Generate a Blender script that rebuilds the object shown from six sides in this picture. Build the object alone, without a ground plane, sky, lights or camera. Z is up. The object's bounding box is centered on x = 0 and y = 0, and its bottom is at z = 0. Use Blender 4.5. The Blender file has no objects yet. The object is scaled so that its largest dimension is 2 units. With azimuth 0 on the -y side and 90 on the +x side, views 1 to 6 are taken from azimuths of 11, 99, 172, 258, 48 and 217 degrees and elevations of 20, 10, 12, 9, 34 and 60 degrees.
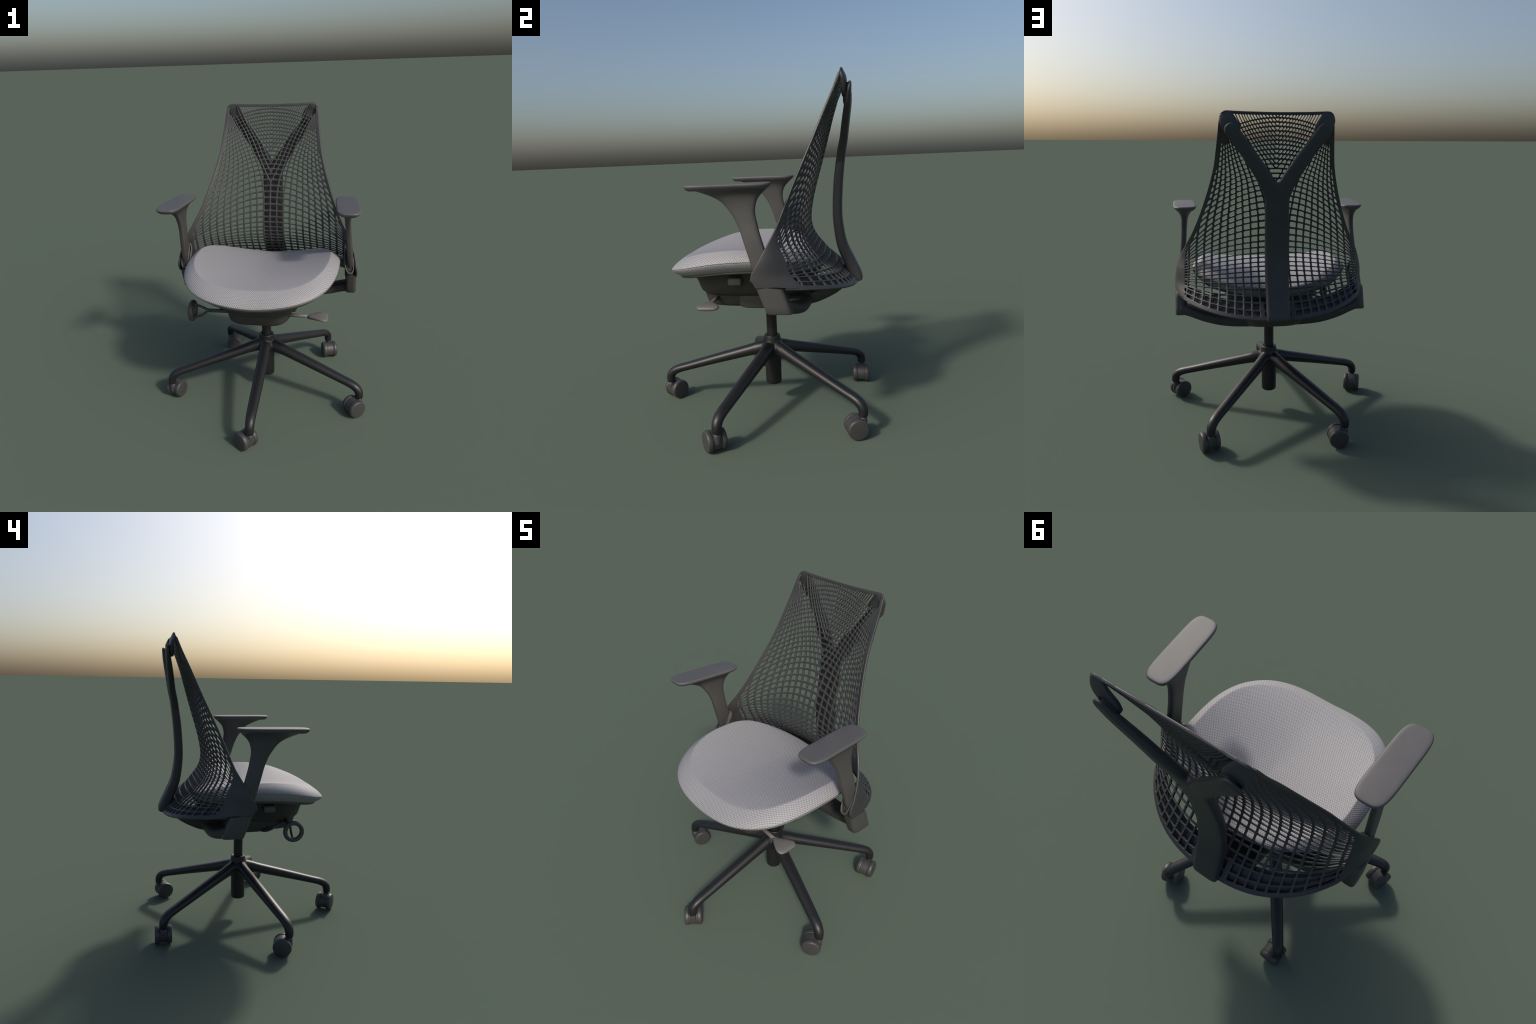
import bpy, bmesh, math, random
import numpy as np
from mathutils import Vector, Matrix

random.seed(7)
X0 = 0.003                      # symmetry plane of the chair
COL = (0.003, 0.061)            # axis of the gas column

# ------------------------------------------------------------------ materials
def new_mat(name):
    m = bpy.data.materials.new(name)
    m.use_nodes = True
    nt = m.node_tree
    return m, nt, nt.nodes, nt.links, nt.nodes["Principled BSDF"]

def plastic(name, col, rough=0.5, grain=900.0, bump=0.04, var=0.08, spec=0.5):
    m, nt, N, L, P = new_mat(name)
    tc = N.new("ShaderNodeTexCoord")
    n1 = N.new("ShaderNodeTexNoise"); n1.inputs["Scale"].default_value = 9.0
    n1.inputs["Detail"].default_value = 4.0
    L.new(tc.outputs["Object"], n1.inputs["Vector"])
    cr = N.new("ShaderNodeValToRGB")
    lo = [c * (1 - var) for c in col] + [1]; hi = [c * (1 + var) for c in col] + [1]
    cr.color_ramp.elements[0].color = lo; cr.color_ramp.elements[1].color = hi
    cr.color_ramp.elements[0].position = .3; cr.color_ramp.elements[1].position = .7
    L.new(n1.outputs["Fac"], cr.inputs["Fac"])
    L.new(cr.outputs["Color"], P.inputs["Base Color"])
    n2 = N.new("ShaderNodeTexNoise"); n2.inputs["Scale"].default_value = grain
    n2.inputs["Detail"].default_value = 2.0
    L.new(tc.outputs["Object"], n2.inputs["Vector"])
    b = N.new("ShaderNodeBump"); b.inputs["Strength"].default_value = bump
    b.inputs["Distance"].default_value = 0.002
    L.new(n2.outputs["Fac"], b.inputs["Height"])
    L.new(b.outputs["Normal"], P.inputs["Normal"])
    P.inputs["Roughness"].default_value = rough
    P.inputs["Specular IOR Level"].default_value = spec
    return m

def fabric(name, hi, lo):
    """woven upholstery: staggered small dark pits between light knots"""
    m, nt, N, L, P = new_mat(name)
    tc = N.new("ShaderNodeTexCoord")
    sp = N.new("ShaderNodeSeparateXYZ"); L.new(tc.outputs["Object"], sp.inputs[0])
    def math_(op, a, b=None):
        n = N.new("ShaderNodeMath"); n.operation = op
        for i, v in enumerate((a, b)):
            if v is None: continue
            if isinstance(v, (int, float)): n.inputs[i].default_value = v
            else: L.new(v, n.inputs[i])
        return n.outputs[0]
    def knots(u, v, pu, pv):
        cu = math_('COSINE', math_('MULTIPLY', u, 2 * math.pi / pu))
        cv = math_('COSINE', math_('MULTIPLY', v, 2 * math.pi / pv))
        return math_('MULTIPLY', cu, cv)          # +-1, staggered
    # top: weave in x / y.  rim: weave in arc length / height
    top = knots(sp.outputs["X"], sp.outputs["Y"], .0112, .0128)
    ang = math_('ARCTAN2', sp.outputs["Y"], sp.outputs["X"])
    rim = knots(math_('MULTIPLY', ang, .5), sp.outputs["Z"], .0115, .0105)
    geo = N.new("ShaderNodeNewGeometry")
    sn = N.new("ShaderNodeSeparateXYZ"); L.new(geo.outputs["Normal"], sn.inputs[0])
    mr = N.new("ShaderNodeMapRange"); mr.interpolation_type = 'SMOOTHSTEP'
    mr.inputs["From Min"].default_value = .35; mr.inputs["From Max"].default_value = .5
    L.new(math_('ABSOLUTE', sn.outputs["Z"]), mr.inputs["Value"])
    mx = N.new("ShaderNodeMix"); mx.data_type = 'FLOAT'
    L.new(mr.outputs[0], mx.inputs[0]); L.new(rim, mx.inputs[2]); L.new(top, mx.inputs[3])
    k = mx.outputs[0]
    nz = N.new("ShaderNodeTexNoise"); nz.inputs["Scale"].default_value = 260.0
    nz.inputs["Detail"].default_value = 3.0
    L.new(tc.outputs["Object"], nz.inputs["Vector"])
    k2 = math_('ADD', k, math_('MULTIPLY', math_('SUBTRACT', nz.outputs["Fac"], .5), 1.1))
    cr = N.new("ShaderNodeValToRGB")
    cr.color_ramp.elements[0].position = .18; cr.color_ramp.elements[0].color = (*lo, 1)
    cr.color_ramp.elements[1].position = .42; cr.color_ramp.elements[1].color = (*hi, 1)
    f = math_('ADD', math_('MULTIPLY', k2, .5), .5)
    L.new(f, cr.inputs["Fac"])
    L.new(cr.outputs["Color"], P.inputs["Base Color"])
    b = N.new("ShaderNodeBump"); b.inputs["Strength"].default_value = .35
    b.inputs["Distance"].default_value = .0015
    L.new(f, b.inputs["Height"]); L.new(b.outputs["Normal"], P.inputs["Normal"])
    P.inputs["Roughness"].default_value = .62
    P.inputs["Specular IOR Level"].default_value = .5
    return m

M_BLACK = plastic("black_moulded_plastic", (.040, .040, .041), .48)
M_SPINE = plastic("black_spine_plastic", (.036, .036, .038), .5)
M_GREY = plastic("graphite_plastic", (.060, .058, .056), .5)
M_PAD = plastic("soft_arm_pad", (.088, .086, .088), .55, bump=.08)
M_LEVER = plastic("light_graphite_plastic", (.13, .127, .124), .5)
M_DARK = plastic("dark_mechanism_plastic", (.040, .040, .038), .6)
M_METAL = plastic("black_painted_metal", (.011, .011, .012), .44, var=.04, bump=.01)
M_CAST = plastic("caster_plastic", (.046, .045, .045), .45)
M_TREAD = plastic("caster_tread", (.038, .038, .038), .6)
M_FAB = fabric("grey_woven_fabric", (.318, .314, .330), (.125, .123, .130))
M_SEAM = plastic("seam_thread", (.09, .088, .09), .9)

# ------------------------------------------------------------------ helpers
def link(o):
    bpy.context.scene.collection.objects.link(o); return o

def mesh_obj(name, verts, faces, mat, smooth=True, angle=None):
    me = bpy.data.meshes.new(name)
    me.from_pydata([tuple(v) for v in verts], [], faces)
    me.validate(); me.update()
    bm = bmesh.new(); bm.from_mesh(me)
    bmesh.ops.recalc_face_normals(bm, faces=bm.faces)
    if angle is not None:
        for e in bm.edges:
            if len(e.link_faces) == 2 and e.calc_face_angle(0) > math.radians(angle):
                e.smooth = False
    for f in bm.faces: f.smooth = smooth
    bm.to_mesh(me); bm.free()
    if mat: me.materials.append(mat)
    return link(bpy.data.objects.new(name, me))

def loft(sections, closed_ends=True, ring=False):
    """sections: list of equally long closed loops"""
    n = len(sections[0]); V = [v for s in sections for v in s]; F = []
    m = len(sections)
    for i in range(m if ring else m - 1):
        a = i * n; b = ((i + 1) % m) * n
        for k in range(n):
            F.append((a + k, a + (k + 1) % n, b + (k + 1) % n, b + k))
    if closed_ends and not ring:
        F.append(tuple(range(n))[::-1]); F.append(tuple(range((m - 1) * n, m * n)))
    return V, F

def superloop(a, b, e=2.0, n=32):
    """superellipse with half axes a, b"""
    P = []
    for i in range(n):
        t = 2 * math.pi * (i + .5) / n
        c, s = math.cos(t), math.sin(t)
        P.append((a * math.copysign(abs(c) ** (2 / e), c), b * math.copysign(abs(s) ** (2 / e), s)))
    return P

def apply_mods(o):
    dg = bpy.context.evaluated_depsgraph_get()
    me = bpy.data.meshes.new_from_object(o.evaluated_get(dg))
    old = o.data; o.modifiers.clear(); o.data = me; me.name = old.name
    bpy.data.meshes.remove(old); return o

def bevel(o, w, seg=3, ang=30):
    b = o.modifiers.new("b", 'BEVEL'); b.width = w; b.segments = seg
    b.limit_method = 'ANGLE'; b.angle_limit = math.radians(ang)
    apply_mods(o)
    for p in o.data.polygons: p.use_smooth = True
    return o

def fuse(o, voxel, smooth=4, fac=.5):
    r = o.modifiers.new("r", 'REMESH'); r.mode = 'VOXEL'; r.voxel_size = voxel
    r.use_smooth_shade = True
    s = o.modifiers.new("s", 'SMOOTH'); s.factor = fac; s.iterations = smooth
    apply_mods(o)
    for p in o.data.polygons: p.use_smooth = True
    return o

def smooth_curve(pts, n):
    """Catmull-Rom through control points (lists of equal length tuples)"""
    P = np.array(pts, float); m = len(P)
    Q = np.vstack([2 * P[0] - P[1], P, 2 * P[-1] - P[-2]])
    out = []
    for i in range(n):
        t = i / (n - 1) * (m - 1); k = min(int(t), m - 2); f = t - k
        a, b, c, d = Q[k], Q[k + 1], Q[k + 2], Q[k + 3]
        out.append(.5 * ((2 * b) + (c - a) * f + (2 * a - 5 * b + 4 * c - d) * f * f + (3 * b - a - 3 * c + d) * f ** 3))
    return np.array(out)

def tube(path, radii, n=20, up=(0, 0, 1), e=2.0):
    """path: points; radii: (r_side, r_up) per point"""
    P = [Vector(p) for p in path]; secs = []
    for i, p in enumerate(P):
        t = (P[min(i + 1, len(P) - 1)] - P[max(i - 1, 0)]).normalized()
        u = Vector(up)
        s = t.cross(u)
        if s.length < 1e-4: s = t.cross(Vector((1, 0, 0)))
        s.normalize(); w = s.cross(t).normalized()
        r = radii[i] if not isinstance(radii, (int, float)) else radii
        ra, rb = (r, r) if isinstance(r, (int, float)) else r
        secs.append([p + s * a + w * b for a, b in superloop(ra, rb, e, n)])
    return loft(secs)

def lathe(prof, n=40, cx=0, cy=0):
    secs = [[(cx + r * math.cos(2 * math.pi * k / n), cy + r * math.sin(2 * math.pi * k / n), z) for k in range(n)] for r, z in prof]
    return loft(secs)

def join_geo(*gs):
    V, F = [], []
    for v, f in gs:
        o = len(V); V += [tuple(p) for p in v]; F += [tuple(i + o for i in q) for q in f]
    return V, F

def mirror_geo(g):
    V, F = g
    return [(2 * X0 - v[0], v[1], v[2]) for v in V], [tuple(reversed(f)) for f in F]

def box(cx, cy, cz, sx, sy, sz):
    V = [(cx + a * sx / 2, cy + b * sy / 2, cz + c * sz / 2) for c in (-1, 1) for b in (-1, 1) for a in (-1, 1)]
    F = [(0, 2, 3, 1), (4, 5, 7, 6), (0, 1, 5, 4), (2, 6, 7, 3), (0, 4, 6, 2), (1, 3, 7, 5)]
    return V, F

root = link(bpy.data.objects.new("office_chair", None))
root["label"] = "black office chair with lattice back and grey fabric seat"
root["category"] = "office chair"

def child(o, parent):
    o.parent = parent
    return o

# ------------------------------------------------------------------ five star base
def build_base():
    hub = lathe([(.001, .30), (.052, .30), (.056, .33), (.0575, .37), (.056, .41), (.0515, .44), (.0505, .447), (.046, .452), (.036, .452), (.034, .446), (.001, .446)], 48, *COL)
    stubs = [hub]
    for i in range(5):
        th = math.radians(-90 + 72 * i); c, s_ = math.cos(th), math.sin(th)
        secs = []
        for r, z, ra, rb in ((.0, .383, .044, .046), (.05, .370, .043, .045), (.085, .3615, .0415, .0425), (.115, .3535, .0395, .0395), (.145, .3460, .0365, .0358)):
            secs.append([(COL[0] + c * r - s_ * p, COL[1] + s_ * r + c * p, z + q) for p, q in superloop(ra, rb, 2.1, 28)])
        stubs.append(loft(secs))
    ho = mesh_obj("base_hub", *join_geo(*stubs), M_METAL)
    fuse(ho, .0045, 10, .5)
    child(ho, root)
    ring = lathe([(.033, .440), (.0505, .440), (.0512, .446), (.049, .4505), (.0455, .452), (.037, .452), (.034, .449)], 48, *COL)
    child(mesh_obj("hub_collar", *ring, M_METAL, angle=50), ho)
    ctrl = [(.03, .377), (.10, .358), (.16, .342), (.36, .287), (.56, .230), (.625, .211), (.664, .193), (.685, .170), (.692, .145), (.692, .124)]
    rad = [(.037, .043), (.039, .040), (.0385, .036), (.0365, .031), (.0335, .0265), (.032, .0265), (.0305, .027), (.0285, .0275), (.0265, .0272), (.0258, .0262)]
    C = smooth_curve([(r, z, a, b) for (r, z), (a, b) in zip(ctrl, rad)], 64)
    legs = None
    for i in range(5):
        th = math.radians(-90 + 72 * i)
        if legs is None:
            path = [(r, 0, z) for r, z, a, b in C]
            secs = []
            for k in range(len(C)):
                t = (Vector(path[min(k + 1, len(C) - 1)]) - Vector(path[max(k - 1, 0)])).normalized()
                s = Vector((0, 1, 0)); w = s.cross(t).normalized()
                secs.append([Vector(path[k]) + s * p + w * q for p, q in superloop(C[k][2], C[k][3], 2.1, 28)])
            # rounded lower lip
            end = secs[-1]; c = sum(end, Vector()) / len(end)
            secs.append([c + (p - c) * .93 + Vector((0, 0, -.004)) for p in end])
            secs.append([c + (p - c) * .75 + Vector((0, 0, -.0055)) for p in end])
            o = mesh_obj("leg", *loft(secs), M_METAL); legs = o
        else:
            o = link(legs.copy())
        o.location = (COL[0], COL[1], 0); o.rotation_euler = (0, 0, th)
        child(o, ho)
    # fillets between hub and legs
    return ho

def build_gas():
    g = lathe([(.001, .131), (.042, .131), (.047, .134), (.0495, .142), (.0502, .20), (.0505, .31), (.001, .31)], 48, *COL)
    o = child(mesh_obj("gas_cylinder", *g, M_METAL, angle=40), root)
    c = lathe([(.001, .43), (.0325, .43), (.0325, .72), (.001, .72)], 40, *COL)
    child(mesh_obj("piston_rod", *c, M_METAL, angle=40), o)

def build_casters():
    R = .0605
    # wheel: thick disc with rounded rim, axis x
    def wheel_geo():
        prof = [(.001, .0), (.051, .0), (.0545, .001), (.0572, .0035), (.0592, .0075), (R, .013), (R, .0270), (.059, .0290), (.056, .0295), (.001, .0295)]
        n = 44
        secs = [[(x, r * math.cos(2 * math.pi * k / n), r * math.sin(2 * math.pi * k / n)) for k in range(n)] for r, x in prof]
        return loft(secs)
    wm = None; hm = None
    for i in range(5):
        leg = -90 + 72 * i
        th = math.radians(leg); ax = math.radians(leg - 37)
        trail = ax - math.pi / 2
        pin = Vector((COL[0] + .692 * math.cos(th), COL[1] + .692 * math.sin(th), 0))
        c = pin + Vector((math.cos(trail), math.sin(trail), 0)) * .040
        # housing between the wheels: x = axis, -y = trail direction
        if hm is None:
            n = 40; prof = []
            for k in range(n):
                a = 2 * math.pi * k / n
                r = .057
                y, z = r * math.cos(a), r * math.sin(a)
                z = max(z, -.036)
                if y > 0 and z > 0:     # pin side: straight shoulder up to the stem
                    y = min(y, .056)
                prof.append((y, z))
            secs = [[(x, y * s, z * s) for y, z in prof] for x, s in ((-.0262, .965), (-.0245, 1.0), (.0245, 1.0), (.0262, .965))]
            body = loft(secs)
            neck = lathe([(.001, .0), (.0225, .0), (.0225, .040), (.0195, .052), (.014, .058), (.014, .066), (.001, .066)], 28, 0, .040)
            axle = tube([(-.034, 0, 0), (.034, 0, 0)], .012, 16)
            o = mesh_obj("caster", *join_geo(body, neck, axle), M_CAST, angle=35); hm = o
        else:
            o = link(hm.copy())
        o.location = (c.x, c.y, R); o.rotation_euler = (0, 0, ax)
        child(o, root)
        for sgn in (1, -1):
            if wm is None:
                w = mesh_obj("wheel", *wheel_geo(), M_CAST, angle=45); wm = w
            else:
                w = link(wm.copy())
            w.location = (.0555 * sgn, 0, 0)
            w.rotation_euler = (0, 0, math.pi if sgn > 0 else 0)
            child(w, o)

# ------------------------------------------------------------------ tilt mechanism, seat pan, controls
def rounded_plan(hx, y0, y1, n=48, e=3.2):
    cy, b = (y0 + y1) / 2, (y1 - y0) / 2
    return [(p, cy + q) for p, q in superloop(hx, b, e, n)]

def build_mechanism():
    secs = []
    for z, hx, y0, y1, e in ((.683, .160, -.265, .33, 4), (.685, .176, -.280, .335, 4), (.692, .192, -.297, .34, 4.5), (.708, .203, -.309, .34, 5), (.74, .209, -.319, .34, 5), (.79, .213, -.330, .34, 5), (.83, .215, -.333, .34, 5)):
        secs.append([(X0 + p, q, z) for p, q in rounded_plan(hx, y0, y1, 56, e)])
    o = child(mesh_obj("tilt_mechanism", *loft(secs), M_DARK, angle=60), root)
    # side covers of the tilt spring
    covs = []
    for s in (1, -1):
        ss = []
        for dx, k in ((-.03, 1), (.010, 1), (.017, .95), (.020, .86)):
            ss.append([(X0 + s * (.206 + dx), .06 + p * k if abs(p * k) > 0 else .06, .733 + q * k) for p, q in superloop(.150, .050, 5, 40)])
        covs.append(loft(ss))
    child(mesh_obj("side_cover", *join_geo(*covs), M_DARK, angle=40), o)
    # arm that carries the support bow
    # right lever
    shaft = tube([(X0 + .18, -.222, .742), (X0 + .26, -.229, .744), (X0 + .345, -.233, .744)], [.0125, .0115, .0115], 18)
    sh = child(mesh_obj("height_lever", *shaft, M_LEVER), o)
    secs = []
    for x, hy, hz, dy, dz in ((.318, .010, .011, 0, 0), (.335, .018, .013, 0, 0), (.36, .036, .013, .0, .003), (.39, .054, .012, .002, .004), (.415, .065, .011, .004, .003), (.432, .063, .011, .004, -.001), (.443, .054, .009, .004, -.003), (.449, .038, .004, .004, -.004)):
        secs.append([(X0 + x, -.233 + dy + p, .743 + dz + q * (1.0 if q > 0 else 1.3) - .0025 * 0) for p, q in superloop(hy, hz, 2.6, 28)])
    child(mesh_obj("lever_paddle", *loft(secs), M_LEVER), sh)
    # left tilt lever: thin rod running back to a flat paddle
    rod = tube(smooth_curve([(-.18, -.222, .748), (-.23, -.190, .742), (-.275, -.140, .732), (-.305, -.105, .730)], 16), [.008] * 16, 14)
    tl = child(mesh_obj("tilt_lever", *rod, M_GREY), o)
    secs = []
    for t, hw, hz in ((0, .008, .006), (.12, .020, .0075), (.35, .030, .0075), (.7, .033, .007), (.92, .028, .006), (1.0, .016, .004)):
        c = Vector((-.285, -.125, .731)).lerp(Vector((-.365, -.030, .731)), t)
        d = Vector((.765, .644, 0))
        secs.append([c + d * p + Vector((0, 0, q)) for p, q in superloop(hw, hz, 2.6, 20)])
    child(mesh_obj("lever_paddle", *loft(secs), M_GREY), tl)
    # left tension handle with ring
    rc = Vector((-.437, -.227, .740)); Rr = .0565
    n, m = 48, 20; secs = []
    for i in range(n):
        a = 2 * math.pi * i / n
        d = Vector((0, math.cos(a), math.sin(a)))
        secs.append([rc + d * (Rr + .0145 * math.cos(2 * math.pi * k / m)) + Vector((1, 0, 0)) * (.017 * math.sin(2 * math.pi * k / m)) for k in range(m)])
    ring = loft(secs, ring=True)
    handle = [tube([(-.17, -.236, .752), (-.25, -.236, .752), (-.325, -.234, .750)], [.013, .0125, .0125], 18)]
    for s in (1, -1):
        cv = smooth_curve([(-.30, -.234, .750), (-.335, -.233, .750 + s * .006), (-.375, -.230, .742 + s * .030), (-.437, -.227, .740 + s * .053)], 18)
        handle.append(tube(cv, [.0085] * 18, 14))
    h = child(mesh_obj("tension_handle", *join_geo(*handle), M_GREY), o)
    child(mesh_obj("handle_ring", *ring, M_GREY), h)

# seat outline, normalised angle t: -90 front, 0 right, 90 rear
def seat_plan(t, inset=0.0):
    c, s = math.cos(t), math.sin(t)
    if s < 0: b, e = .561, 2.85
    else: b, e = .360, 2.25
    x = .507 * math.copysign(abs(c) ** (2 / e), c)
    y = b * math.copysign(abs(s) ** (2 / e), s)
    return x, y + .05

def ang_interp(t, front, corner_f, side, corner_r, rear):
    a = math.degrees(t)
    a = (a + 180) % 360 - 180
    if a > 90: a = 180 - a
    if a < -90: a = -180 - a
    xs = [-90, -45, 0, 45, 90]
    P = smooth_curve([(x, v) for x, v in zip(xs, (front, corner_f, side, corner_r, rear))], 81)
    return float(np.interp(a, P[:, 0], P[:, 1]))

def seat_top(x, y):
    """height of the dished seat surface inside the welt crease"""
    zc = float(np.interp(y, TOPY, TOPZ))
    side = .072 * (min(abs(x) / .447, 1.05)) ** 1.7
    fade = float(np.interp(y, [-.48, -.38, -.25, -.05, .2, .40], [.02, .45, .78, 1.0, 1.05, 1.05]))
    return zc + side * fade
_c = smooth_curve([(-.52, .978), (-.46, .984), (-.40, .990), (-.30, .998), (-.18, 1.002), (-.05, .999), (.1, .992), (.24, .982), (.33, .968), (.40, .950), (.48, .925)], 80)
TOPY, TOPZ = _c[:, 0], _c[:, 1]

def build_seat():
    n = 160
    ang = [2 * math.pi * i / n - math.pi / 2 for i in range(n)]
    zseam = [ang_interp(t, .900, .955, 1.013, .985, .932) for t in ang]
    # loops from the middle of the top outwards, then under
    loops = []
    inner = []          # crease loop
    for t, zs in zip(ang, zseam):
        x, y = seat_plan(t)
        k = ang_interp(t, .850, .862, .882, .895, .90)
        cx, cy = x * k, .05 + (y - .05) * k
        inner.append((cx, cy))
    for f in (.0005, .12, .25, .38, .5, .62, .74, .84, .92, .965):
        loops.append([(cx * f, .05 + (cy - .05) * f, seat_top(cx * f, .05 + (cy - .05) * f)) for cx, cy in inner])
    crease = [(cx, cy, seat_top(cx, cy) - .001) for cx, cy in inner]
    loops.append([(cx, cy, seat_top(cx, cy)) for cx, cy in [(a * .990, .05 + (b - .05) * .990) for a, b in inner]])
    loops.append(crease)
    # bolster from crease to seam (gently convex)
    for f, bulge in ((.03, .0), (.12, .0012), (.32, .0045), (.56, .0075), (.8, .0075), (.93, .004), (.975, .0014)):
        lp = []
        for (cx, cy, cz), t, zs in zip(crease, ang, zseam):
            x, y = seat_plan(t)
            lp.append((cx + (x - cx) * f ** .92, cy + (y - cy) * f ** .92, cz + (zs - cz) * f + bulge))
        loops.append(lp)
    seam = [(*seat_plan(t), zs) for t, zs in zip(ang, zseam)]
    loops.append([(x * .9965, .05 + (y - .05) * .9965, z) for x, y, z in seam])     # seam groove
    lowd = [ang_interp(t, .034, .045, .060, .055, .048) for t in ang]
    loin = [ang_interp(t, .915, .905, .905, .91, .93) for t in ang]
    for f, kx, dz in ((.06, .0, -.004), (.25, .10, .0), (.5, .30, .0), (.75, .6, .0), (.92, .85, 0), (1.0, 1.0, 0)):
        lp = []
        for (x, y, z), d, k in zip(seam, lowd, loin):
            kk = 1 - (1 - k) * kx
            lp.append((x * kk, .05 + (y - .05) * kk, z - d * f))
        loops.append(lp)
    bot = loops[-1]
    for kk in (.9, .6, .0005):
        loops.append([(x * kk, .05 + (y - .05) * kk, z + (.865 - z) * (1 - kk)) for x, y, z in bot])
    V, F = [], []
    for lp in loops: V += [(X0 + x, y, z) for x, y, z in lp]
    m = len(loops)
    for i in range(m - 1):
        for k in range(n):
            F.append((i * n + k, i * n + (k + 1) % n, (i + 1) * n + (k + 1) % n, (i + 1) * n + k))
    seat = mesh_obj("seat_cushion", V, F, M_FAB)
    sub = seat.modifiers.new("s", 'SUBSURF'); sub.levels = 1; sub.render_levels = 1
    apply_mods(seat)
    for p in seat.data.polygons: p.use_smooth = True
    child(seat, root)
    # seam thread
    st = []
    for k in range(n):
        x, y, z = seam[k]
        p = Vector((X0 + x * .9985, .05 + (y - .05) * .9985, z))
        st.append(p)
    secs = []
    for k in range(n):
        t = (st[(k + 1) % n] - st[k - 1]).normalized(); s = t.cross(Vector((0, 0, 1))).normalized(); w = s.cross(t)
        secs.append([st[k] + s * a + w * b for a, b in superloop(.0016, .0014, 2, 8)])
    child(mesh_obj("seam_cord", *loft(secs, ring=True), M_SEAM), seat)
    # plastic rim and pan under the cushion
    rim = []
    for k in range(n):
        x, y, z = bot[k]
        rim.append((x, y, z))
    secs = []
    for kk, dz in ((.80, .012), (.985, .006), (1.0, .0), (1.0, -.008), (.985, -.0135), (.955, -.013), (.92, -.008)):
        secs.append([(X0 + x * kk, .05 + (y - .05) * kk, z + dz) for x, y, z in rim])
    child(mesh_obj("seat_rim", *loft(secs), M_GREY, angle=50), seat)
    # pan: drops from rim to the mechanism with a concave flare
    pan = []
    mech = [(p, q) for p, q in rounded_plan(.222, -.325, .34, n, 4)]
    def mech_at(t):
        c, s = math.cos(t), math.sin(t); e = 3.6
        return .232 * math.copysign(abs(c) ** (2 / e), c), .01 + .335 * math.copysign(abs(s) ** (2 / e), s)
    front_map = [(0, 0), (.12, .04), (.26, .10), (.42, .17), (.54, .26), (.62, .42), (.68, .62), (.74, .84), (.86, .97), (1.0, 1.02)]
    rear_map = [(0, 0), (.06, .04), (.15, .10), (.27, .20), (.40, .36), (.50, .54), (.60, .72), (.74, .88), (.90, .97), (1.0, 1.02)]
    side_map = [(0, 0), (.16, .025), (.38, .06), (.52, .13), (.60, .23), (.66, .42), (.72, .66), (.80, .84), (.90, .95), (1.0, 1.02)]
    for (f0, h0), (f1, h1), (f2, h2) in zip(front_map, side_map, rear_map):
        lp = []
        for k in range(n):
            x, y, z = rim[k]; mx, my = mech_at(ang[k])
            w = abs(math.cos(ang[k]))
            if math.sin(ang[k]) < 0:
                w = w ** .4; f, h = f0 + (f1 - f0) * w, h0 + (h1 - h0) * w
            else:
                f, h = f2 + (f1 - f2) * w, h2 + (h1 - h2) * w
            zz = z - .008
            px, py = x * .955 + (mx - x * .955) * f, .05 + (y - .05) * .955
            py = py + (my - py) * f
            lp.append((X0 + px, py, zz + (.766 - zz) * h))
        pan.append(lp)
    child(mesh_obj("seat_pan", *loft(pan), M_DARK), seat)
    # slide buttons on both sides of the pan
    for i, s in enumerate((1, -1)):
        b = box(X0 + s * .305, -.090, .868, .06, .080, .046)
        o = mesh_obj("seat_depth_button", *b, M_LEVER)
        bevel(o, .013, 4)
        child(o, seat)
    return seat

# ------------------------------------------------------------------ back shell surface
ZE = [.80, .895, .955, 1.033, 1.125, 1.188, 1.287, 1.394, 1.494, 1.594, 1.694, 1.793, 1.887, 1.96, 2.0]
XE = [.612, .614, .614, .602, .572, .541, .491, .446, .411, .380, .356, .342, .331, .322, .306]
YE = [.10, .085, .060, .100, .150, .184, .224, .265, .308, .352, .396, .440, .484, .515, .532]
ZC = [.78, .815, .86, .89, .924, .956, .989, 1.021, 1.047, 1.074, 1.104, 1.138, 1.17, 1.20, 1.248, 1.327, 1.415, 1.511, 1.606, 1.679, 1.734, 1.789, 1.839, 1.889, 1.937, 1.98, 2.0]
YC = [.642, .603, .556, .517, .476, .437, .407, .379, .358, .343, .330, .323, .320, .321, .327, .343, .366, .394, .421, .441, .456, .471, .486, .499, .511, .524, .529]
def _sm(zs, vs):
    C = smooth_curve(list(zip(zs, vs)), 400); return C[:, 0], C[:, 1]
ZE1, XE1 = _sm(ZE, XE); ZE2, YE1 = _sm(ZE, YE); ZC1, YC1 = _sm(ZC, YC)
def edge_x(z): return float(np.interp(z, ZE1, XE1))
def edge_y(z): return float(np.interp(z, ZE2, YE1))
def shell_pq(z):
    return float(np.interp(z, [.9, 1.02, 1.1, 1.2, 1.3, 1.45, 1.6, 1.75], [2.73, 2.6, 2.4, 2.3, 2.4, 2.8, 2.5, 2.0])), float(np.interp(z, [1.05, 1.12, 1.2, 1.27], [2.0, 1.55, 1.12, 1.0]))
def shell_y(x, z):
    yc = float(np.interp(z, ZC1, YC1)); ye = edge_y(z); p, q = shell_pq(z)
    w = min(abs(x) / edge_x(z), 1.0)
    return ye + (yc - ye) * max(1 - w ** p, 0) ** (1 / q)
def shell(x, z): return Vector((X0 + x, shell_y(x, z), z))
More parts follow.
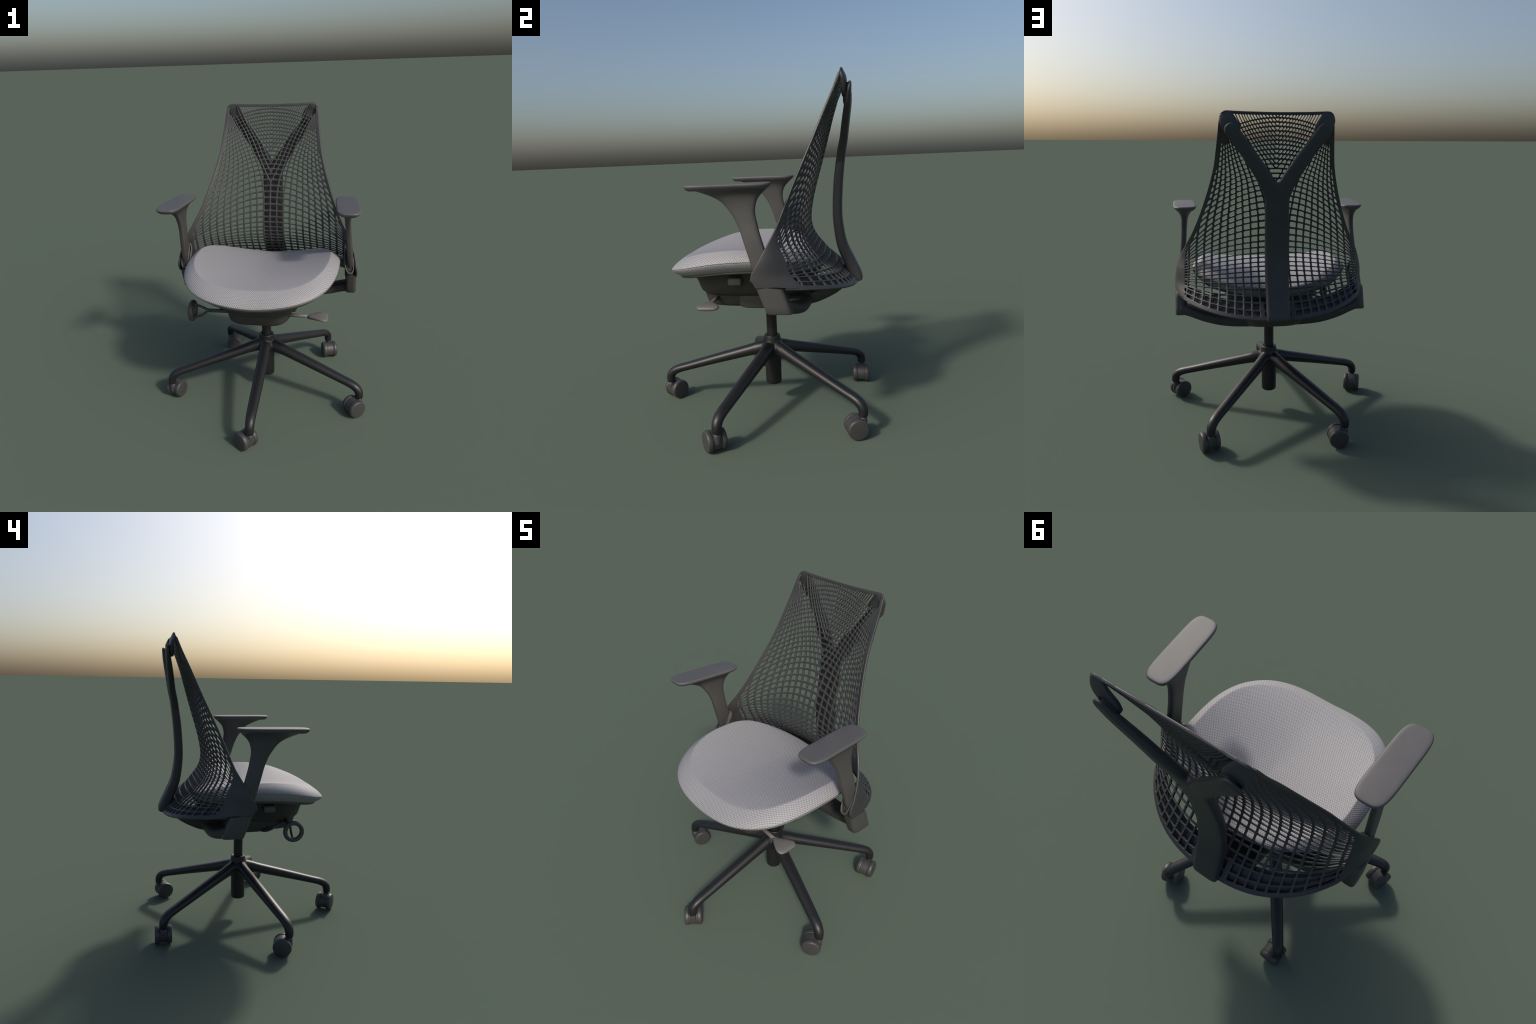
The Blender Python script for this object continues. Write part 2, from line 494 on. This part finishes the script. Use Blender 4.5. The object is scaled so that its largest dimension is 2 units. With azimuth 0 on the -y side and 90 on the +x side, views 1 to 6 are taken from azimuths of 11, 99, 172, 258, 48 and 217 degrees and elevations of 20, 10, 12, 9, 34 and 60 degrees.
def shell_n(x, z):
    d = .004
    x = max(min(x, edge_x(z) * .985 - d), -edge_x(z) * .985 + d)
    a = shell(x + d, z) - shell(x - d, z); b = shell(x, z + d) - shell(x, z - d)
    n = a.cross(b)
    if n.y < 0: n = -n
    return n.normalized()          # pointing backwards

def ribbon(pts, width, thick):
    """flat bar lying in the shell; pts in (x, z); width(i) half width"""
    P = [shell(*p) for p in pts]; Nn = [shell_n(*p) for p in pts]; secs = []
    for i, p in enumerate(P):
        t = (P[min(i + 1, len(P) - 1)] - P[max(i - 1, 0)])
        if t.length < 1e-6: t = Vector((0, 0, 1))
        t.normalize(); n = Nn[i]; s = t.cross(n).normalized()
        w = width(pts[i]) if callable(width) else width
        h = thick / 2 * (.55 if abs(pts[i][0]) > inner_x(pts[i][1]) else 1.0)
        secs.append([p + s * w + n * h, p - s * w + n * h, p - s * w - n * h, p + s * w - n * h])
    return loft(secs)

ROWS = [1.964, 1.941, 1.918, 1.893, 1.867, 1.843, 1.820, 1.793, 1.767, 1.738, 1.710, 1.683, 1.655, 1.626, 1.594,
        1.562, 1.527, 1.490, 1.450, 1.410, 1.370, 1.325, 1.279, 1.237, 1.199, 1.163, 1.134, 1.105, 1.080, 1.053,
        1.025, .990, .958, .924, .891, .857]
AZ = [.815, .857, .891, .924, .958, .99, 1.025, 1.053, 1.08, 1.105, 1.134, 1.162, 1.278, 1.38, 1.49, 1.65, 1.80, 1.96]
AA = [-.21, -.195, -.165, -.09, -.024, .03, .114, .17, .21, .237, .29, .33, .57, .80, .98, 1.03, .93, .80]
def row_z(zc, x):
    a = float(np.interp(zc, AZ, AA))
    return zc - a * (x * x + (.45 if zc > 1.25 else 0.0) * x ** 4)
def bottom_z(x): return .815 + .21 * x * x
def inner_x(z):
    """outer limit of the open lattice (start of the solid side rail)"""
    return float(np.interp(z, [.86, .92, 1.10, 1.14, 1.188, 1.30, 1.5, 1.7, 1.9, 1.97], [.554, .550, .546, .541, .520, .464, .389, .338, .312, .306]))

def v_width(p):
    return float(np.interp(p[1], [.85, 1.0, 1.2, 1.4, 1.6, 1.8, 1.95], [.0064, .0058, .0056, .0055, .0048, .0035, .0026]))
def h_width(p):
    f = float(np.interp(abs(p[0]), [0, .07, .15, .3, .5], [1, .95, .74, .68, .58]))
    return f * float(np.interp(p[1], [.82, .93, .99, 1.06, 1.12, 1.2, 1.3, 1.5, 1.65, 1.95], [.0072, .0066, .0052, .0040, .0042, .0058, .0072, .0064, .0048, .0042]))

def build_back():
    geo = []
    T = .0115
    half = []
    # --- vertical strands
    # path of the nth strand from the centre: x at a few heights
    LEV = [.80, .86, .93, 1.02, 1.225, 1.372, 1.48, 1.55, 1.633, 1.733, 1.81, 1.88, 1.93]
    def low(j): return [.0500 * j, .0497 * j, .0484 * j, .0477 * j, .0468 * j]
    UP = {1: [.047, .060, .080, .110, .150, .187, .229, .262],
          2: [.095, .108, .118, .142, .179, .214, .255, .285],
          3: [.142, .150, .157, .171, .208, .235, .270, .297],
          4: [.188, .191, .194, .201, .230, .249, .278, .305],
          5: [.233, .229, .228, .231, .250, .264, .286, .306],
          6: [.276, .266, .263, .260, .270, .277, .292, .306],
          7: [.317, .303, .294, .289, .289, .290, .299, .307],
          8: [.360, .339, .326, .315, .307, .303, .305, .307],
          9: [.400, .372, .355, .338, .326, .316, .311, .308],
          10: [.440, .405, .385, .365, .345, .330, .320, .310],
          11: [.478, .440, .415, .390, .360, .340, .325, .312]}
    def strand_j(j):
        C = smooth_curve(list(zip(LEV, low(j) + UP[j])), 260)
        pts = []
        for z in np.arange(bottom_z(.05 * j) - .002, 1.93, .009):
            x = float(np.interp(z, C[:, 0], C[:, 1]))
            if x > inner_x(z) + .006 and z > 1.0: break
            pts.append((x, float(z)))
        return pts
    for j in range(1, 12):
        pts = strand_j(j)
        if j == 11: pts = [(min(x, inner_x(z) + .004), z) for x, z in pts]
        half.append(ribbon(pts, v_width, T))
    # strands that leave the centre line and fan out to the upper corners
    fans = []
    for path in ([(1.605, 0), (1.633, .020), (1.683, .045), (1.733, .068), (1.80, .1145), (1.88, .164), (1.95, .201), (1.99, .22)],
                 [(1.538, 0), (1.633, .050), (1.683, .072), (1.733, .094), (1.80, .135), (1.88, .183), (1.95, .218), (1.99, .237)],
                 [(1.470, 0), (1.55, .042), (1.633, .080), (1.733, .122), (1.80, .157), (1.88, .204), (1.95, .238), (1.99, .256)]):
        fans.append([(float(x), float(z)) for z, x in smooth_curve(path, 70)])
    for zm in ROWS[:12]:
        fans.append([(.88 * d - .70 * d * d, zm + d) for d in np.arange(0, .4, .006)])
    for f in fans:
        pts = [(x, z) for x, z in f if z < 1.984 and x < .30]
        if len(pts) > 2: half.append(ribbon(pts, v_width, T))
    # --- side rail / solid side panel: thick slab from inner_x to the edge
    def slab(z_list, a_fn, thick, m=14):
        secs = []
        for z in z_list:
            a, nn = a_fn(z), m
            th = thick(z) if callable(thick) else thick
            xe = edge_x(z); p, q = shell_pq(z)
            # parametrise by y-fraction for the steep lower part
            ya = shell_y(a, z); ye = edge_y(z)
            line = []
            for i in range(nn):
                f = i / (nn - 1)
                if q > 1.05:
                    y = ya + (ye - ya) * f
                    yc = float(np.interp(z, ZC1, YC1))
                    w = max(1 - max((y - ye) / (yc - ye), 0) ** q, 0) ** (1 / p)
                    line.append(Vector((X0 + xe * w, y, z)))
                else:
                    line.append(shell(a + (xe - a) * f, z))
            nrm = []
            for i in range(nn):
                t = line[min(i + 1, nn - 1)] - line[max(i - 1, 0)]
                up = Vector((0, 0, 1))
                n_ = t.cross(up)
                if n_.length < 1e-6: n_ = Vector((1, 0, 0))
                n_.normalize()
                if n_.y + n_.x < 0: n_ = -n_
                nrm.append(n_)
            secs.append([l + n_ * th / 2 for l, n_ in zip(line, nrm)] + [l - n_ * th / 2 for l, n_ in zip(line, nrm)][::-1])
        return loft(secs)
    zs = list(np.linspace(.898, 1.972, 110))
    half.append(slab(zs, lambda z: inner_x(z) - .003, lambda z: float(np.interp(z, [.9, 1.1, 1.25, 1.6, 1.9, 1.99], [.012, .012, .011, .0115, .014, .018]))))
    # lower skirt of the side panel, down to the bottom rim
    secs = []
    for i in range(30):
        f = i / 29
        x = .545 + (.6125 - .545) * f ** .55
        top = shell(x, .915)
        zb = float(np.interp(top.y, [.06, .085, .215, .30, .42], [.93, .912, .893, .880, .868]))
        b = Vector((top.x, top.y, zb))
        if x < .60:
            b = shell(x, max(zb, .86))
        n_ = Vector((.9, .35, 0)).normalized() if x > .57 else shell_n(x, .90)
        h = .006
        secs.append([top + n_ * h, b + n_ * h, b - n_ * h, top - n_ * h])
    half.append(loft(secs))
    for g in half:
        geo.append(g); geo.append(mirror_geo(g))
    # centre strand
    geo.append(ribbon([(0, z) for z in np.arange(.815, 1.478, .01)], v_width, T))
    # --- cross strands
    for k, zc in enumerate(ROWS):
        pts = []
        xs = np.arange(0, .62, .007)
        for x in xs:
            z = row_z(zc, x)
            pts.append((x, z))
            if x > inner_x(z) + .004: break
        full = [(-x, z) for x, z in pts[::-1]][:-1] + pts
        geo.append(ribbon(full, h_width, T * .92))
    # --- top bar and bottom rim
    def top_line(x):
        a = abs(x); z = 1.9855 + .006 * (a / .28) ** 2
        if a > .282: z -= .036 - math.sqrt(max(.036 ** 2 - (a - .282) ** 2, 0))
        return z
    top = [(x, top_line(x)) for x in np.linspace(-.3165, .3165, 90)]
    geo.append(ribbon(top, lambda p: .0078, .0120))
    rim = [(x, bottom_z(x) + .006) for x in np.linspace(-.585, .585, 120)]
    geo.append(ribbon(rim, lambda p: .0125, .013))
    # solid boss around the foot of the spine
    for zz in (.84, .862, .885):
        pass
    geo.append(ribbon([(-.083, z) for z in np.linspace(.818, .90, 10)], .008, T))
    geo.append(ribbon([(.083, z) for z in np.linspace(.818, .90, 10)], .008, T))
    o = mesh_obj("lattice_backrest", *join_geo(*geo), M_BLACK)
    fuse(o, .0025, 3, .45)
    child(o, root)
    return o

def build_back_support(back):
    """carrier behind the two lowest lattice rows, plus the bow to the arm posts"""
    secs = []
    for x in np.linspace(-.56, .56, 90):
        ax = abs(x)
        lo, hi = bottom_z(x) + .004, bottom_z(x) + float(np.interp(ax, [0, .45, .56], [.092, .082, .07]))
        pts = []
        for z in np.linspace(lo, hi, 6):
            pts.append(shell(x, z) - shell_n(x, z) * .0135)
        inn = [p - shell_n(x, .87) * .007 for p in pts]
        secs.append(pts + inn[::-1])
    child(mesh_obj("back_carrier", *loft(secs), M_BLACK, angle=60), back)
    # bow: a deep beam from post to post, dipping in the middle ...
    HB = [(.585, .205, .058, .792, .036), (.52, .224, .056, .774, .034), (.435, .243, .058, .746, .034), (.32, .258, .062, .723, .036), (.2, .265, .066, .718, .040), (0, .270, .070, .720, .042)]
    C = smooth_curve([(-r[0], *r[1:]) for r in HB] + HB[::-1][1:], 71)
    beam = loft([[(X0 + x, y + p, z + q) for p, q in superloop(hy, hz, 3.2, 32)] for x, y, hy, z, hz in C])
    # ... and an arm that rises from it to the foot of the spine
    A = smooth_curve([(.20, .728, .045, .165), (.32, .730, .047, .165), (.40, .755, .043, .165), (.47, .785, .036, .155), (.53, .814, .022, .130), (.572, .820, .013, .110)], 30)
    secs = []
    for i, (y, z, h, w) in enumerate(A):
        t = A[min(i + 1, 29)] - A[max(i - 1, 0)]
        tv = Vector((0, t[0], t[1])).normalized(); nn = Vector((0, -tv.z, tv.y))
        secs.append([Vector((X0 + p, y, z)) + nn * q for p, q in superloop(w, h, 4, 40)])
    geo = join_geo(beam, loft(secs))
    bow = mesh_obj("support_bow", *geo, M_DARK)
    fuse(bow, .006, 8, .5)
    child(bow, root)
    return bow

# ------------------------------------------------------------------ Y shaped spine
def build_spine():
    geo = []
    # stem: z, y centre, half depth, half width
    st = smooth_curve([(.806, .602, .030, .0700), (.838, .592, .036, .0702), (.93, .552, .034, .0702), (1.03, .5115, .031, .070), (1.15, .4915, .0285, .0698),
                       (1.243, .4875, .0278, .0698), (1.39, .495, .0275, .0698), (1.50, .507, .026, .0705), (1.56, .5155, .0245, .067), (1.61, .522, .021, .048)], 50)
    secs = []
    for i, (z, y, d, w) in enumerate(st):
        t = st[min(i + 1, 49)] - st[max(i - 1, 0)]
        tv = Vector((0, t[1], t[0])).normalized(); n = Vector((0, tv.z, -tv.y))
        secs.append([Vector((X0 + p, y, z)) + n * q for p, q in superloop(w, d, 5, 36)])
    geo.append(loft(secs))
    arm = smooth_curve([(.012, .499, 1.43, .040, .025), (.020, .507, 1.50, .045, .0255), (.050, .519, 1.585, .045, .0245), (.085, .532, 1.650, .0435, .0225), (.1625, .548, 1.765, .0395, .020), (.225, .561, 1.850, .0395, .0165), (.258, .567, 1.895, .0405, .012)], 36)
    secs = []
    for i, (x, y, z, w, d) in enumerate(arm):
        t = arm[min(i + 1, 35)] - arm[max(i - 1, 0)]
        tv = Vector(t[:3]).normalized(); n = Vector((0, 1, -.13)).normalized()
        s = tv.cross(n).normalized(); n = s.cross(tv).normalized()
        secs.append([Vector((X0 + x, y, z)) + s * p + n * q for p, q in superloop(w, d, 4, 32)])
    # rounded tip
    last = secs[-1]; c = sum(last, Vector()) / len(last); tv = Vector((arm[-1] - arm[-2])[:3]).normalized()
    for f in (.25, .5, .7, .86, .96):
        k = math.sqrt(1 - f * f)
        secs.append([c + tv * (.041 * f) + (p - c) * k for p in last])
    g = loft(secs)
    geo.append(g); geo.append(mirror_geo(g))
    o = mesh_obj("spine", *join_geo(*geo), M_SPINE)
    fuse(o, .0042, 14, .5)
    child(o, root)
    # mounts at the two upper corners: gusset on the shell and pivot discs
    for s in (1, -1):
        mk = (lambda g_: g_) if s > 0 else mirror_geo
        path = smooth_curve([(.297, .5265, 1.987, .026, .006), (.288, .531, 1.970, .040, .011), (.276, .539, 1.945, .046, .0145), (.260, .541, 1.918, .047, .016), (.246, .540, 1.893, .044, .015), (.232, .538, 1.868, .030, .009)], 24)
        secs = []
        for i, (x, y, z, w, d) in enumerate(path):
            t = path[min(i + 1, 23)] - path[max(i - 1, 0)]
            tv = Vector(t[:3]).normalized(); n = Vector((0, 1, -.05)).normalized()
            sd = tv.cross(n).normalized(); n = sd.cross(tv).normalized()
            secs.append([Vector((X0 + x, y, z)) + sd * p + n * q for p, q in superloop(w, d, 3, 28)])
        child(mesh_obj("corner_mount", *mk(loft(secs)), M_BLACK), o)
        # disc between shell and spine arm
        ctr = Vector((X0 + .246, .550, 1.893)); ax = Vector((0, 1, .10)).normalized()
        u = Vector((1, 0, 0)); w_ = ax.cross(u).normalized(); secs = []
        for r, h in ((.001, -.018), (.036, -.018), (.040, -.014), (.040, -.002), (.034, .0), (.034, .018), (.001, .018)):
            secs.append([ctr + ax * h + (u * math.cos(2 * math.pi * k / 32) + w_ * math.sin(2 * math.pi * k / 32)) * r for k in range(32)])
        child(mesh_obj("pivot_disc", *mk(loft(secs)), M_SPINE, angle=40), o)

# ------------------------------------------------------------------ arms
def build_arms():
    # stem: z, y front, y rear, x centre, half thickness
    st = smooth_curve([(.930, .088, .190, .577, .0190), (1.0, .062, .160, .573, .0190), (1.047, .049, .147, .570, .0190), (1.119, .027, .125, .565, .0190), (1.185, .008, .106, .5595, .0188),
                       (1.219, -.005, .099, .557, .0185), (1.257, -.022, .091, .555, .0185), (1.288, -.043, .088, .553, .019), (1.319, -.066, .092, .5515, .0205),
                       (1.345, -.093, .101, .5505, .0235), (1.365, -.128, .115, .5495, .029), (1.382, -.168, .132, .549, .0385), (1.398, -.212, .150, .549, .0530), (1.404, -.225, .157, .549, .060)], 60)
    secs = []
    for z, yf, yr, xc, h in st:
        e = float(np.interp(z, [1.3, 1.40], [3.6, 3.0]))
        toe = float(np.interp(z, [1.3, 1.40], [0, .062]))
        secs.append([(X0 + xc + p - toe * (q + (yf + yr) / 2 - .0) + toe * .0, (yf + yr) / 2 + q, z) for p, q in superloop(h, (yr - yf) / 2, e, 44)])
    stem = loft(secs)
    # pad: rounded slab with a soft top edge
    def pad_loop(k, z, inset):
        L, W = .2205 - inset, .0735 - inset
        out = []
        n = 72
        r = min(W * .98, .066)
        for i in range(n):
            t = 2 * math.pi * i / n
            c, s = math.cos(t), math.sin(t)
            e = 3.1
            # stadium like: superellipse ends
            px = W * math.copysign(abs(c) ** (2 / 3.6), c)
            py = L * math.copysign(abs(s) ** (2 / 5.6), s)
            out.append((X0 + .550 + px - .062 * py, -.050 + py, z))
        return out
    secs = [pad_loop(1, 1.3995, .022), pad_loop(1, 1.402, .0165), pad_loop(1, 1.409, .0075), pad_loop(1, 1.417, .0018), pad_loop(1, 1.4225, 0), pad_loop(1, 1.427, .0012), pad_loop(1, 1.4298, .0045), pad_loop(1, 1.4308, .009), pad_loop(1, 1.4312, .022), pad_loop(1, 1.4312, .05)]
    pad = loft(secs)
    # post below the shell
    def post_sec(z, y0, y1, x0, x1, e=4.5):
        return [(X0 + (x0 + x1) / 2 + p, (y0 + y1) / 2 + q, z) for p, q in superloop((x1 - x0) / 2, (y1 - y0) / 2, e, 40)]
    secs = [post_sec(.757, .142, .262, .551, .609), post_sec(.7585, .137, .267, .547, .613), post_sec(.763, .1335, .2695, .544, .6155), post_sec(.80, .119, .255, .543, .6155), post_sec(.86, .096, .234, .542, .616)]
    secs.append([(x, y, .9095 - .145 * (y - .078)) for x, y, z in post_sec(.9, .079, .220, .541, .6155)])
    post = loft(secs)
    # socket: sleeve between post and collar
    secs = []
    for z, y0, y1, x0, x1, e in ((.893, .086, .200, .538, .602, 4), (.915, .080, .195, .5365, .603, 4), (.945, .072, .185, .536, .603, 3.6), (.97, .082, .178, .536, .600, 3.4), (1.00, .098, .172, .538, .594, 3.2), (1.03, .112, .172, .541, .586, 3), (1.06, .128, .172, .545, .576, 2.6), (1.08, .140, .172, .550, .568, 2.4)):
        sec = []
        for x, y, zz in post_sec(z, y0, y1, x0, x1, e):
            ye, yc = edge_y(z), float(np.interp(z, ZC1, YC1)); p, q = shell_pq(z)
            w = max(1 - min(max((y - ye) / (yc - ye), 0), 1) ** q, 0) ** (1 / p)
            sec.append((min(x, X0 + edge_x(z) * w - .004), y, zz))
        secs.append(sec)
    sock = loft(secs)
    # collar: oval ring in the sloped mouth of the socket
    c0, c1 = Vector((X0 + .5735, .058, .924)), Vector((X0 + .556, .150, 1.080))
    mid = (c0 + c1) / 2; la = (c1 - c0) / 2; A = la.length; la = la.normalized()
    u = Vector((1, 0, .05)).normalized(); nn = u.cross(la).normalized()
    secs = []
    n = 56
    for i in range(n):
        t = 2 * math.pi * i / n
        c, s = math.cos(t), math.sin(t)
        d = u * (.0285 * math.copysign(abs(c) ** (2 / 2.4), c)) + la * ((A - .006) * math.copysign(abs(s) ** (2 / 2.6), s))
        rad = d.normalized()
        secs.append([mid + d + rad * p + nn * q for p, q in superloop(.0085, .0125, 2.6, 14)])
    collar = loft(secs, ring=True)
    for s in (1, -1):
        mk = (lambda g_: g_) if s > 0 else mirror_geo
        a = child(mesh_obj("armrest", *mk(stem), M_GREY), root)
        child(mesh_obj("arm_pad", *mk(pad), M_PAD, angle=70), a)
        child(mesh_obj("arm_post", *mk(post), M_GREY, angle=60), a)
        child(mesh_obj("arm_socket", *mk(sock), M_BLACK, angle=50), a)
        child(mesh_obj("arm_collar", *mk(collar), M_GREY), a)

build_base(); build_gas(); build_casters()
build_mechanism(); build_seat()
back = build_back(); build_back_support(back)
build_spine(); build_arms()
